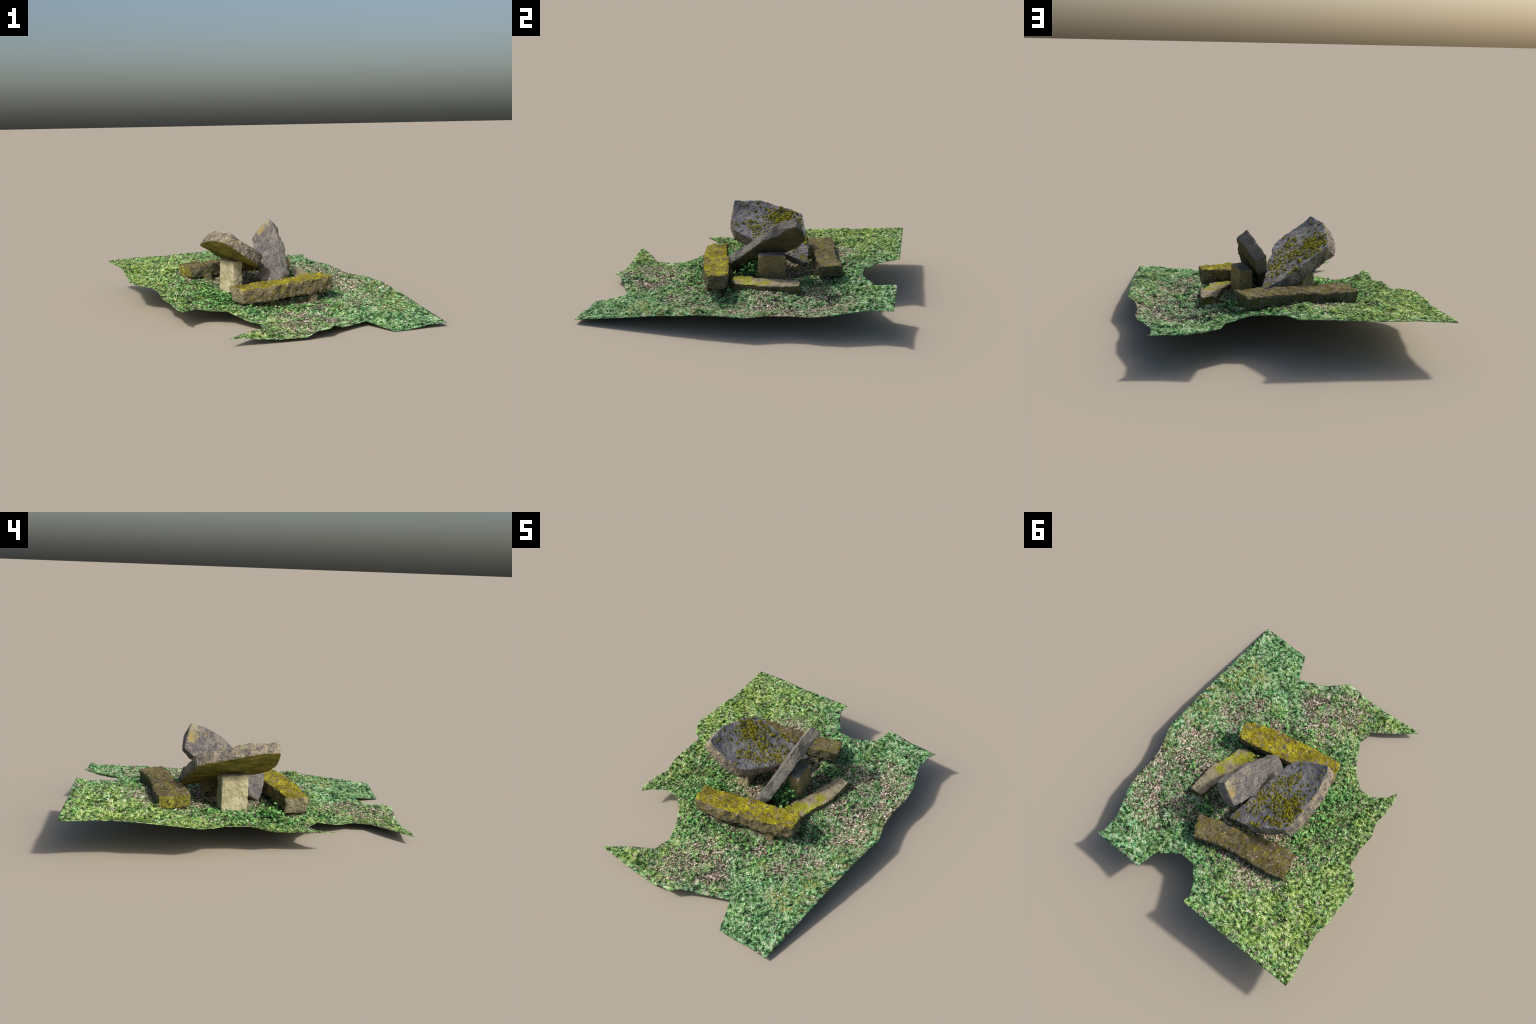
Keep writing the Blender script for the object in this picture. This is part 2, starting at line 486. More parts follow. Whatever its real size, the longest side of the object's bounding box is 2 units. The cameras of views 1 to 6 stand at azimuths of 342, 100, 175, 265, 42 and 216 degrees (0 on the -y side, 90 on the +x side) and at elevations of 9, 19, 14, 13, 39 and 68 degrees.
B_IN = [(.262, .488, .274), (.176, .462, .272), (.108, .441, .270), (.042, .430, .268), (-.068, .396, .266), (-.19, .352, .263),
        (-.298, .320, .261), (-.411, .302, .259)]
B_OUT = [(-.453, .489, .26), (-.333, .524, .261), (-.198, .540, .262), (-.103, .552, .262), (.007, .572, .262), (.107, .604, .262), (.186, .633, .262)]
B_top = B_IN + B_OUT
B_low = sink(B_top, .078, .012, .003, 3)
B_low[-1][2] = .188
B_low[0] = (.235, .482, .188)
me = stone_mesh("stone_bench", B_top, B_low, rough=.010, freq=18, seed=2, ridge=.008, fine=.002)
bench_b = add("stone_bench", me, root, [bench_b_top, bench_b_side, bench_b_end])
face_slots(me, lambda n, c: np.where(n[:, 2] > .62, 0, np.where((n[:, 0] < -.7), 2, 1)))


def block(cx, cy, sx, sy, ang, z0, z1, k=6, seed=0):
    """Small squarish stone as two outlines."""
    r = np.random.default_rng(seed)
    base = [(-1, -1), (0, -1.05), (1, -1), (1.05, 0), (1, 1), (0, 1.05), (-1, 1), (-1.05, 0)]
    ca, sa = math.cos(ang), math.sin(ang)
    up, lo = [], []
    for x, y in base:
        for lst, z, s in ((up, z1, .92), (lo, z0, 1.05)):
            a, b = x * sx * s * r.uniform(.88, 1.08), y * sy * s * r.uniform(.88, 1.08)
            lst.append((cx + a * ca - b * sa, cy + a * sa + b * ca, z + r.normal(0, .002)))
    return up, lo


for i, (bx, by, ang, z0, z1, par, sx, sy) in enumerate([(-.016, -.300, .25, .03, .145, bench_a, .026, .030), (.288, -.258, .25, .04, .148, bench_a, .028, .030),
                                                       (-.268, .350, -.25, .12, .205, bench_b, .03, .045), (.10, .50, -.25, .14, .215, bench_b, .04, .05)]):
    me = stone_mesh("foot_stone", *block(bx, by, sx, sy, ang, z0, z1, seed=20 + i), rough=.006, freq=30, seed=30 + i)
    add("foot_stone", me, par, [bench_a_side if par is bench_a else bench_b_side])

# ---- big slab tipped towards -x, resting on the tan post
NC = np.array([.4759, .1868, .8594])
C_top = [(-.254, -.206, .553), (-.20, -.203, .523), (-.150, -.198, .494), (-.089, -.181, .456), (-.050, -.166, .428), (-.020, -.150, .408), (.006, -.090, .387),
         (.012, -.03, .368), (.040, .055, .332), (.060, .14, .305), (.066, .221, .284), (.080, .289, .262), (.097, .350, .240), (.088, .384, .236),
         (.045, .375, .262), (.005, .371, .284), (-.064, .367, .323), (-.181, .322, .398), (-.24, .299, .436), (-.289, .282, .467), (-.302, .235, .484),
         (-.307, .197, .495), (-.310, .13, .51), (-.311, .06, .525), (-.308, -.03, .544), (-.287, -.12, .552), (-.272, -.165, .552)]
C_top = np.array(C_top)
C_low = []
for p in C_top:
    q = p - NC * (.074 - .018 * np.clip((p[0] + .02) / .12, 0, 1))
    if p[0] < -.25:
        q += np.array((-.016, .004, .006))
    elif p[1] > .3 and p[0] < -.05:
        q += np.array((.0, .018, -.003))
    C_low.append(q)
# the broken -y flank is deeper and leans outward
C_low[:8] = [np.array(q) for q in ((-.309, -.215, .489), (-.262, -.224, .462), (-.210, -.222, .426), (-.148, -.216, .382), (-.108, -.200, .354), (-.070, -.172, .328),
                                   (-.036, -.125, .306), (-.022, -.05, .296))]
# how far the worn upper face departs from a flat plane (x, y, offset)
SAG = np.array([(-.254, -.206, 0), (-.203, -.205, -.010), (-.155, -.204, -.017), (-.084, -.186, -.017), (-.02, -.155, -.018), (.002, -.08, -.018), (-.216, -.047, -.013),
                (-.256, -.143, -.013), (-.154, -.10, -.018), (-.098, -.029, -.020), (-.163, .007, -.016), (-.292, -.047, .002), (-.244, .166, -.004), (-.172, .158, -.004),
                (-.136, .195, -.007), (-.04, .256, -.012), (-.013, .223, -.015), (-.217, .261, -.002), (-.136, .266, -.002), (-.132, .322, -.003), (-.086, .338, -.004),
                (-.242, .118, -.005), (.03, .07, -.012), (.08, .289, -.002), (.10, .36, 0), (-.31, .13, 0), (-.29, .28, 0), (.02, .15, -.014)])
_sag = tps_fit(SAG, 1e-4)


def slab_wear(co, no):
    """Sag of the upper face, slight belly below, ragged flanks."""
    c, w = _sag
    d = np.linalg.norm(co[:, None, :2] - c[None], axis=2)
    f = np.where(d > 0, d * d * np.log(d + 1e-12), 0) @ w[:-3] + w[-3] + co[:, :2] @ w[-2:]
    below = .3158 - co @ NC
    k = no @ NC
    share = np.clip(1 - below / .055, 0, 1)
    co[:] = co + NC * (np.clip(f, -.022, .004) * share)[:, None]
    belly = np.exp(-((co[:, 0] + .15) ** 2 + (co[:, 1] - .03) ** 2) / .025) * np.clip(-k - .5, 0, .5) * 2 * .024
    return belly + .006 * (1 - np.clip(np.abs(k), 0, 1)) * fbm(co * 38 + 3, 3)


me = stone_mesh("tilted_slab", C_top, C_low, rough=.0045, freq=24, seed=3, ridge=.005, fine=.0012,
                extra=slab_wear, chip=.004)
slab_c = add("tilted_slab", me, root, [slab_top, slab_rim, slab_belly])
face_slots(me, lambda n, c: np.where(n @ NC > .72, 0, np.where(n @ NC < -.62, 2, 1)))

# ---- leaning slab with a pointed top, propped on the olive post
NE = np.array([.829, .2453, -.5026])
E_face = np.array([(.174, .308, .578), (.177, .27, .566), (.177, .234, .555), (.173, .15, .515), (.169, .077, .467), (.152, .03, .415), (.139, -.012, .372),
                   (.132, -.07, .330), (.125, -.125, .296), (.113, -.168, .256), (.088, -.163, .214), (.056, -.150, .168), (.014, -.123, .112),
                   (.018, -.06, .150), (.015, .03, .190), (.028, .12, .255), (.048, .215, .335), (.058, .292, .386), (.066, .347, .434), (.115, .332, .501)])
E_back = np.array([(.236, .320, .530), (.231, .286, .519), (.233, .253, .508), (.218, .190, .449), (.221, .138, .433), (.222, .088, .412), (.211, .039, .366),
                   (.199, -.019, .318), (.186, -.074, .270), (.178, -.131, .233), (.135, -.150, .182), (.106, -.136, .138), (.062, -.110, .082),
                   (.076, -.043, .115), (.088, .05, .19), (.10, .15, .26), (.116, .238, .308), (.122, .316, .352), (.134, .366, .403), (.187, .358, .481)])
me = stone_mesh("leaning_slab", E_face, E_back, rough=.005, freq=24, seed=4, ridge=.006, fine=.0012, chip=.004)
slab_e = add("leaning_slab", me, root, [lean_face, lean_edge, lean_back])
face_slots(me, lambda n, c: np.where(n @ NE < -.7, 0, np.where(n @ NE > .7, 2, 1)))

# ---- posts
def quad_post(name, tl, tr, depth, z_top, z_low, mats, seed, taper=0.0, rough=.004, slots=None, cap=0):
    tl, tr = np.array(tl), np.array(tr)
    depth = np.array(depth)
    up, lo = [], []
    cen = (tl + tr) / 2 + depth / 2
    cs = [tl, tl * .5 + tr * .5, tr, tr + depth * .5, tr + depth, (tl + tr) / 2 + depth, tl + depth, tl + depth * .5]
    r = np.random.default_rng(seed)
    for p in cs:
        j = r.normal(0, .0025, 2)
        up.append((*(p + j), z_top + r.normal(0, .002)))
        lo.append((*(cen + (p - cen) * (1 + taper) + j), z_low))
    me = stone_mesh(name, up, lo, rough=rough, freq=24, seed=seed, ridge=.005, fine=.0012, chip=.006)
    ob = add(name, me, root, mats)
    if slots:
        face_slots(me, slots)
    return ob


quad_post("support_post", (-.243, .123), (-.194, -.038), (.076, .024), .330, .10, [post_tan, post_cap], 5, .03,
          rough=.006, slots=lambda n, c: np.where((n[:, 2] > .6) | (c[:, 2] > .332), 1, 0))
quad_post("support_post", (.255, .066), (.212, .244), (-.074, -.017), .318, .11, [post_olive, post_cap], 6, .05,
          rough=.004, slots=lambda n, c: np.where(n[:, 2] > .6, 1, 0))

# ---- low kerb stone on the +x side
K_top = np.array([(.350, .368, .201), (.436, .376, .196), (.441, .30, .188), (.440, .236, .182), (.446, .18, .175), (.428, .12, .171), (.412, .075, .168),
                  (.396, .02, .163), (.385, -.06, .157), (.345, -.095, .156), (.285, -.11, .158), (.235, -.085, .164), (.256, -.005, .170), (.275, .055, .175),
                  (.300, .12, .180), (.318, .19, .186), (.330, .26, .192), (.340, .32, .197)])
K_low = K_top.copy()
K_low[:, 2] = K_top[:, 2] - .075
K_low[:, :2] += (K_top[:, :2] - K_top[:, :2].mean(0)) * .05
me = stone_mesh("kerb_stone", K_top, K_low, rough=.008, freq=22, seed=8, ridge=.007, fine=.0015)
add("kerb_stone", me, root, [kerb_top, kerb_side])
face_slots(me, lambda n, c: np.where(n[:, 2] > .6, 0, 1))

# ---- moss cushions on the tilted slab
def domes(spots, name, parent, mat, normal, seed, flat=.55):
    r = np.random.default_rng(seed)
    n = normal / np.linalg.norm(normal)
    t1 = np.cross(n, (0, 0, 1.0)); t1 /= np.linalg.norm(t1)
    t2 = np.cross(n, t1)
    rings, seg = 4, 10
    vs, fs = [], []
    k = 0
    for p, s in spots:
        sx, sy = s * r.uniform(.8, 1.3), s * r.uniform(.8, 1.3)
        ph = r.uniform(0, 6.28)
        base = k
        for i in range(rings):
            a = i / rings * math.pi / 2 - .25
            for j in range(seg):
                th = j / seg * 2 * math.pi + ph
                rad = math.cos(a) * r.uniform(.7, 1.2)
                vs.append(p + t1 * math.cos(th) * rad * sx + t2 * math.sin(th) * rad * sy + n * math.sin(a) * s * flat * r.uniform(.75, 1.2))
        vs.append(p + n * s * flat)
        for i in range(rings - 1):
            for j in range(seg):
                j2 = (j + 1) % seg
                fs.append((base + i * seg + j, base + i * seg + j2, base + (i + 1) * seg + j2))
                fs.append((base + i * seg + j, base + (i + 1) * seg + j2, base + (i + 1) * seg + j))
        for j in range(seg):
            fs.append((base + (rings - 1) * seg + j, base + (rings - 1) * seg + (j + 1) % seg, base + rings * seg))
        k = base + rings * seg + 1
    fs = np.array(fs)
    vs = np.array(vs)
    a, b, c = vs[fs[0, 0]], vs[fs[0, 1]], vs[fs[0, 2]]
    if np.cross(b - a, c - a) @ n < -1e-12 and False:
        fs = fs[:, ::-1]
    me = mesh_from(name, vs, [fs])
    bm = bmesh.new(); bm.from_mesh(me); bmesh.ops.recalc_face_normals(bm, faces=list(bm.faces)); bm.to_mesh(me); bm.free()
    ob = add(name, me, parent, [mat])
    ob["kind"] = "stuff"
    return ob


N = Nodes("moss_cushion", rough=1.0, spec=.05)
geo = N.new("ShaderNodeNewGeometry")
c1 = N.ramp(N.math("ADD", N.math("MULTIPLY", geo.outputs["Random Per Island"], .6), N.math("MULTIPLY", N.noise(120, 3, .7), .4)),
            [(.2, lin((72, 72, 30))), (.4, lin((110, 106, 32))), (.6, lin((160, 156, 42))), (.8, lin((124, 108, 38)))])
N.bump(N.noise(420, 2, .6), .8, .003)
moss_mat = N.done(c1)


from mathutils.bvhtree import BVHTree
_bvh = BVHTree.FromPolygons([v.co for v in slab_c.data.vertices], [tuple(p.vertices) for p in slab_c.data.polygons])


def on_slab(x, y):
    p = Vector((x, y, (.3158 - NC[0] * x - NC[1] * y) / NC[2]))
    h = _bvh.ray_cast(p + Vector(NC) * .06, -Vector(NC))[0]
    return np.array(h if h is not None else p)


spots = []
r = np.random.default_rng(3)
MOSS = [((-.219, .149), .055, 84, .009), ((-.228, .09), .05, 50, .0085), ((-.262, .194), .035, 36, .009), ((-.094, .138), .04, 30, .0075), ((-.003, .173), .04, 28, .0075),
        ((-.042, .047), .035, 32, .007), ((-.102, -.033), .03, 16, .007), ((-.115, -.08), .02, 7, .008), ((-.218, -.044), .004, 1, .011), ((-.291, -.05), .014, 4, .008),
        ((-.029, .256), .022, 7, .008), ((.013, .258), .02, 6, .007), ((-.114, .328), .012, 4, .011), ((-.084, .343), .008, 3, .011), ((-.219, .263), .014, 6, .011),
        ((-.142, .273), .016, 8, .0095), ((-.17, .285), .012, 4, .0095), ((-.073, -.15), .012, 4, .008), ((-.259, -.143), .018, 6, .008), ((-.124, .188), .014, 5, .009),
        ((-.16, .03), .08, 26, .0055), ((-.05, .2), .10, 46, .0055), ((-.2, .22), .06, 20, .0055), ((-.1, .1), .10, 40, .0048), ((-.16, -.1), .06, 26, .0055), ((-.02, .02), .03, 12, .006), ((.04, .12), .03, 14, .006)]
poly = C_top[:, :2]
for (cx, cy), sd, cnt, size in MOSS:
    for _ in range(int(cnt * 1.5)):
        x, y = r.normal(cx, sd), r.normal(cy, sd)
        if inside(np.array([[x, y]]), poly * .985 + poly.mean(0) * .015)[0]:
            spots.append((on_slab(x, y) - NC * .001, size * r.uniform(.55, 1.25)))
domes(spots, "moss_cushion", slab_c, moss_mat, NC, 4)

# ------------------------------------------------------------------ ground colours and plants
LITTER = [((.418, .474), .13), ((.614, -.30), .12), ((.668, .057), .12), ((.717, .328), .13), ((.66, .5), .12), ((.55, .6), .14), ((-.214, .60), .12), ((-.03, .61), .09),
          ((-.15, .27), .10), ((.084, -.657), .16), ((-.008, -.784), .16), ((-.342, .56), .08), ((.30, -.40), .09), ((.05, .05), .16), ((.05, .30), .14), ((.5, -.42), .1),
          ((-.36, -.75), .12), ((.2, -.75), .12), ((-.45, .33), .06), ((.55, .2), .10)]
HERB = [((-.40, -.05), .16), ((-.39, -.21), .17), ((-.36, .19), .14), ((.28, .42), .10), ((.15, .36), .08), ((-.30, -.30), .12), ((-.10, -.53), .16), ((.50, -.10), .10),
        ((-.5, .0), .2), ((-.5, .3), .14), ((.1, -.45), .16), ((.3, -.36), .12), ((-.2, -.45), .14), ((.3, .6), .14), ((.1, .68), .1), ((-.1, .68), .1), ((.5, .25), .08), ((-.55, -.2), .14)]


def field(xy, lst):
    s = np.zeros(len(xy))
    for (cx, cy), rr in lst:
        s = np.maximum(s, np.exp(-((xy[:, 0] - cx) ** 2 + (xy[:, 1] - cy) ** 2) / (rr * rr)))
    return s


def region_mix(N, warm, cool, ochre):
    """Greens that vary over the patch: yellowish on the -x side, bluish on the +x side, scattered ochre along the +x rim."""
    sep = N.new("ShaderNodeSeparateXYZ")
    N.link(N.obj, sep.inputs[0])
    w = N.math("ADD", N.math("MULTIPLY", sep.outputs["X"], -.70), N.math("MULTIPLY", N.math("SUBTRACT", N.noise(7, 4, .65), .5), 2.2))
    col = N.mix(N.gate(w, -.4, .6), cool, warm)
    near = N.blobs([((.81, -.145, .12), .26), ((.72, -.62, .07), .22), ((.79, .22, .12), .24), ((.82, -.40, .1), .26), ((.42, -.50, .05), .08)])
    o = N.math("ADD", N.math("MULTIPLY", near, .16), N.noise(20, 5, .75))
    return N.mix(N.math("MULTIPLY", N.gate(o, .64, .80), .8), col, ochre)


# soil and matted turf below the plants
N = Nodes("turf", rough=1.0, spec=.05)
cell = N.new("ShaderNodeSeparateColor")
N.link(N.cells(120), cell.inputs[0])
cell2 = N.new("ShaderNodeSeparateColor")
N.link(N.cells(85), cell2.inputs[0])
patchy = N.math("ADD", N.math("MULTIPLY", cell.outputs[0], .3), N.math("ADD", N.math("MULTIPLY", N.math("SUBTRACT", N.noise(42, 3, .65), .5), 2.6), .26))
green = region_mix(N,
                   N.ramp(patchy, [(.15, lin((46, 58, 38))), (.4, lin((96, 132, 70))), (.65, lin((150, 190, 108))), (.9, lin((206, 220, 164)))]),
                   N.ramp(patchy, [(.15, lin((40, 56, 44))), (.4, lin((76, 126, 82))), (.65, lin((124, 182, 126))), (.9, lin((192, 216, 182)))]),
                   N.ramp(cell.outputs[1], [(0, lin((120, 118, 54))), (.5, lin((160, 150, 66))), (1, lin((190, 176, 92)))]))
soil = N.ramp(cell2.outputs[1], [(0, lin((50, 46, 36))), (.4, lin((92, 84, 66))), (.7, lin((148, 132, 114))), (.9, lin((210, 194, 180)))])
lit = N.blobs([((x, y, .12), rr * 1.7) for (x, y), rr in LITTER])
f = N.gate(N.math("ADD", N.math("MULTIPLY", lit, .22), N.noise(26, 6, .75)), .46, .70)
N.bump(N.noise(90, 4, .7), .5, .005)
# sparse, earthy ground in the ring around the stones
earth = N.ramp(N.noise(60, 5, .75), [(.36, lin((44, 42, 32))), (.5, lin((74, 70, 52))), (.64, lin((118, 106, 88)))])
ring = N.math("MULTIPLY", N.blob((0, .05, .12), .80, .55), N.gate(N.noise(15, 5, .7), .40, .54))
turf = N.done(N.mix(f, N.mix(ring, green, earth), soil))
ground = add("ground_patch", ground_me, root, [turf])

tri = top[F]
area = .5 * np.linalg.norm(np.cross(tri[:, 1] - tri[:, 0], tri[:, 2] - tri[:, 0]), axis=1)
cum = np.cumsum(area) / area.sum()


def sample(n, seed):
    r = np.random.default_rng(seed)
    i = np.searchsorted(cum, r.random(n))
    a, b = r.random(n), r.random(n)
    s = a + b > 1
    a[s], b[s] = 1 - a[s], 1 - b[s]
    T = tri[i]
    p = T[:, 0] + a[:, None] * (T[:, 1] - T[:, 0]) + b[:, None] * (T[:, 2] - T[:, 0])
    n_ = np.cross(T[:, 1] - T[:, 0], T[:, 2] - T[:, 0])
    n_ /= np.linalg.norm(n_, axis=1)[:, None]
    return p, n_


STONES = [np.array(x)[:, :2] for x in (A_top, B_top, K_top, np.array([(-.243, .123), (-.194, -.038), (-.118, -.014), (-.167, .147)]),
                                      np.array([(.255, .066), (.212, .244), (.138, .227), (.181, .049)]))]


def near_stone(xy):
    m = np.zeros(len(xy), bool)
    for s in STONES:
        m |= inside(xy, s)
    return m


def frame(n, yaw):
    t = np.c_[np.cos(yaw), np.sin(yaw), np.zeros(len(yaw))]
    t -= n * (t * n).sum(1)[:, None]
    t /= np.linalg.norm(t, axis=1)[:, None]
    return t, np.cross(n, t)


def plant_material(name, build, trans=.18):
    N = Nodes(name, rough=.8, spec=.15)
    geo = N.new("ShaderNodeNewGeometry")
    col = build(N, geo.outputs["Random Per Island"])
    N.done(col)
    if trans:
        tb = N.new("ShaderNodeBsdfTranslucent")
        N.put(tb.inputs[0], col)
        mx = N.new("ShaderNodeMixShader")
        mx.inputs[0].default_value = trans
        N.link(N.b.outputs[0], mx.inputs[1])
        N.link(tb.outputs[0], mx.inputs[2])
        out = [n for n in N.t.nodes if n.type == "OUTPUT_MATERIAL"][0]
        N.link(mx.outputs[0], out.inputs[0])
    return N.m


def tone(N, r):
    """Brightness key of a plant: part its own, part drifting over the ground."""
    n1 = N.math("MULTIPLY", N.math("SUBTRACT", N.noise(42, 2, .6), .5), 2.9)
    n2 = N.math("MULTIPLY", N.math("SUBTRACT", N.noise(10, 4, .6), .5), 1.3)
    return N.math("ADD", N.math("ADD", N.math("MULTIPLY", r, .34), n1), N.math("ADD", n2, .38))


grass_mat = plant_material("grass", lambda N, r: region_mix(
    N, N.ramp(tone(N, r), [(.12, lin((52, 70, 38))), (.38, lin((126, 164, 66))), (.64, lin((180, 212, 100))), (.97, lin((228, 234, 174)))]),
    N.ramp(tone(N, r), [(.12, lin((42, 66, 46))), (.38, lin((98, 150, 84))), (.64, lin((152, 200, 130))), (.97, lin((218, 232, 200)))]),
    N.ramp(r, [(0, lin((128, 128, 60))), (.5, lin((172, 162, 76))), (1, lin((202, 188, 108)))])))
herb_mat = plant_material("herb_leaf", lambda N, r: region_mix(
    N, N.ramp(tone(N, r), [(.15, lin((34, 52, 30))), (.42, lin((72, 124, 60))), (.68, lin((124, 188, 102))), (.95, lin((184, 226, 152)))]),
    N.ramp(tone(N, r), [(.15, lin((30, 50, 34))), (.42, lin((66, 122, 66))), (.68, lin((112, 186, 108))), (.95, lin((178, 222, 160)))]),
    N.ramp(r, [(0, lin((86, 108, 46))), (.5, lin((124, 140, 62))), (1, lin((162, 172, 84)))])))
litter_mat = plant_material("fallen_leaf", lambda N, r: N.ramp(r, [(0, lin((82, 66, 54))), (.25, lin((134, 114, 98))), (.5, lin((184, 164, 148))), (.75, lin((218, 204, 192))), (.95, lin((240, 232, 224))), (1, lin((168, 104, 78)))]), .1)
ivy_mat = plant_material("ivy_leaf", lambda N, r: N.mix(N.gate(N.noise(60, 4, .7), .35, .65),
                         N.ramp(N.math("FRACT", N.math("ADD", r, N.new("ShaderNodeObjectInfo").outputs["Random"])), [(0, lin((52, 108, 50))), (.5, lin((84, 150, 74))), (1, lin((120, 168, 70)))]),
                         N.ramp(N.math("FRACT", N.math("ADD", r, N.new("ShaderNodeObjectInfo").outputs["Random"])), [(0, lin((96, 160, 86))), (.5, lin((146, 210, 132))), (1, lin((186, 224, 130)))])))
vein = plant_material("pale_leaf", lambda N, r: N.mix(N.noise(45, 4, .7), lin((222, 204, 196)), lin((150, 122, 112))), .1)


def blades(name, p, n, yaw, L, W, H, mat, parent):
    """Curved grass blades as tapered strips."""
    k = len(p)
    t, s = frame(n, yaw)
    base = p - n * .001
    q = lambda d, h, w: base + t * (L * d)[:, None] + n * (H * h)[:, None] + s * (W * w)[:, None]
    vs = np.stack([q(0, 0, -.8), q(0, 0, .8), q(.35, .8, -1), q(.35, .8, 1), q(.72, 1, -.7), q(.72, 1, .7), q(1, .6, 0)], 1).reshape(-1, 3)
    o = np.arange(k)[:, None] * 7
    ob = add(name, mesh_from(name, vs, [o + np.array([t3]) for t3 in ((0, 1, 3), (0, 3, 2), (2, 3, 5), (2, 5, 4), (4, 5, 6))]), parent, [mat])
    ob["kind"] = "stuff"
    return ob


# grass blades, bent low over the turf
p, n = sample(72000, 21)
xy = p[:, :2]
rdist = rim_distance(xy)
keep = (1 - .75 * field(xy, LITTER)) * (1 - .75 * field(xy, HERB))
keep *= .16 + .84 * np.clip((np.linalg.norm((xy - (0, .1)) / (.62, .66), axis=1) - .65) * 3, 0, 1)
keep *= np.clip(.62 + fbm(np.c_[xy * 10, np.zeros(len(xy))], 3) * 2.2, .05, 1)
sel = (RNG.random(len(p)) < keep) & ~near_stone(xy) & (rdist > .006)
p, n, rdist = p[sel], n[sel], rdist[sel]
k = len(p)
yaw = fbm(np.c_[p[:, :2] * 5 + 9, np.zeros(k)], 3) * 11 + RNG.normal(0, .45, k)
L = RNG.uniform(.014, .042, k) * np.clip(rdist / .045, .25, 1)
blades("grass", p, n, yaw, L, RNG.uniform(.0010, .0024, k), np.minimum(L * RNG.uniform(.10, .30, k), .008), grass_mat, ground)

# tussocks: blades fanning out from a crown
tp, tn, ty, tl = [], [], [], []
r = np.random.default_rng(61)
crowns = [(x, y, .05) for x, y, _, _ in TUFTS]
while len(crowns) < 85:
    a = r.uniform((-.86, -.97), (.86, .97))
    if inside(a[None], RIMP[:, :2])[0] and rim_distance(a[None])[0] > .03 and r.random() < (np.hypot(a[0] / .9, a[1] / 1.0)) ** 1.2 and not near_stone(a[None])[0]:
        crowns.append((a[0], a[1], r.uniform(.02, .045)))
cx = np.array(crowns)
per = 46
base = np.repeat(cx, per, 0)
xy = base[:, :2] + r.normal(0, 1, (len(base), 2)) * (base[:, 2] * .28)[:, None]
ok = inside(xy, RIMP[:, :2]) & ~near_stone(xy)
ok &= rim_distance(xy) > .012
xy, base = xy[ok], base[ok]
k = len(xy)
z = height(xy) + turf_relief(xy) * np.clip(rim_distance(xy) / .06, .15, 1)
lean = np.repeat(r.uniform(0, 6.28, len(crowns)), per)[ok]
yaw = np.where(r.random(k) < .45, lean + r.normal(0, .5, k), np.arctan2(xy[:, 1] - base[:, 1], xy[:, 0] - base[:, 0]) + r.normal(0, .3, k))
L = base[:, 2] * r.uniform(.5, 1.15, k) * np.clip(rim_distance(xy) / .05, .3, 1)
blades("tussock", np.c_[xy, z], np.tile((0, 0, 1.0), (k, 1)), yaw, L, r.uniform(.0011, .0022, k), np.minimum(L * r.uniform(.2, .55, k), .016), grass_mat, ground)


def leaf_cloud(name, p, n, size, tilt, lift, mat, parent, seed, ratio=.75, cup=.12):
    """Many small folded leaves joined in one mesh: six-sided blades creased along the midrib."""
    r = np.random.default_rng(seed)
    k = len(p)
    yaw = r.uniform(0, 6.283, k)
    n2 = n + r.normal(0, tilt, (k, 3))
    n2 /= np.linalg.norm(n2, axis=1)[:, None]
    t, s = frame(n2, yaw)
    S = r.uniform(0, 1, k) ** 1.6 * (size[1] - size[0]) + size[0]
    Wd = S * r.uniform(ratio * .7, ratio * 1.2, k)
    c = p + n * (lift * r.uniform(.2, 1.0, k))[:, None]
    q = lambda a, b, h: c + t * (S * a)[:, None] + s * (Wd * b)[:, None] + n2 * (S * h)[:, None]
    vs = np.stack([q(-.5, 0, 0), q(-.22, -.42, cup), q(.18, -.40, cup), q(.5, 0, -.05), q(.18, .40, cup), q(-.22, .42, cup), q(0, 0, 0)], 1).reshape(-1, 3)
    o = np.arange(k)[:, None] * 7
    fs = [o + np.array([[a, b, 6]]) for a, b in ((0, 1), (1, 2), (2, 3), (3, 4), (4, 5), (5, 0))]
    ob = add(name, mesh_from(name, vs, fs), parent, [mat], smooth=False)
    ob["kind"] = "stuff"
    return ob


# low herbs between and around the stones
p, n = sample(46000, 31)
xy = p[:, :2]
w = .10 + .75 * field(xy, HERB) + .35 * (fbm(np.c_[xy * 13 + 4, np.zeros(len(xy))], 3) > .10)
w *= 1 - .6 * field(xy, LITTER)
w *= np.clip(.65 + 2 * fbm(np.c_[xy * 22 + 14, np.zeros(len(xy))], 3), .1, 1)
sel = (RNG.random(len(p)) < w) & ~near_stone(xy) & (rim_distance(xy) > .008)
leaf_cloud("herb_leaf", p[sel], n[sel], (.006, .019), .32, .006, herb_mat, ground, 32, ratio=.85)

# fallen leaves
p, n = sample(30000, 41)
xy = p[:, :2]
w = .08 + .38 * field(xy, LITTER) * np.clip(.60 + 2.4 * fbm(np.c_[xy * 16 + 8, np.zeros(len(xy))], 3), 0, 1) + .30 * (fbm(np.c_[xy * 15 + 31, np.zeros(len(xy))], 3) > .16)
sel = (RNG.random(len(p)) < w) & (rim_distance(xy) > .008)
leaf_cloud("leaf_litter", p[sel], n[sel], (.006, .021), .28, .005, litter_mat, ground, 42, ratio=.55)


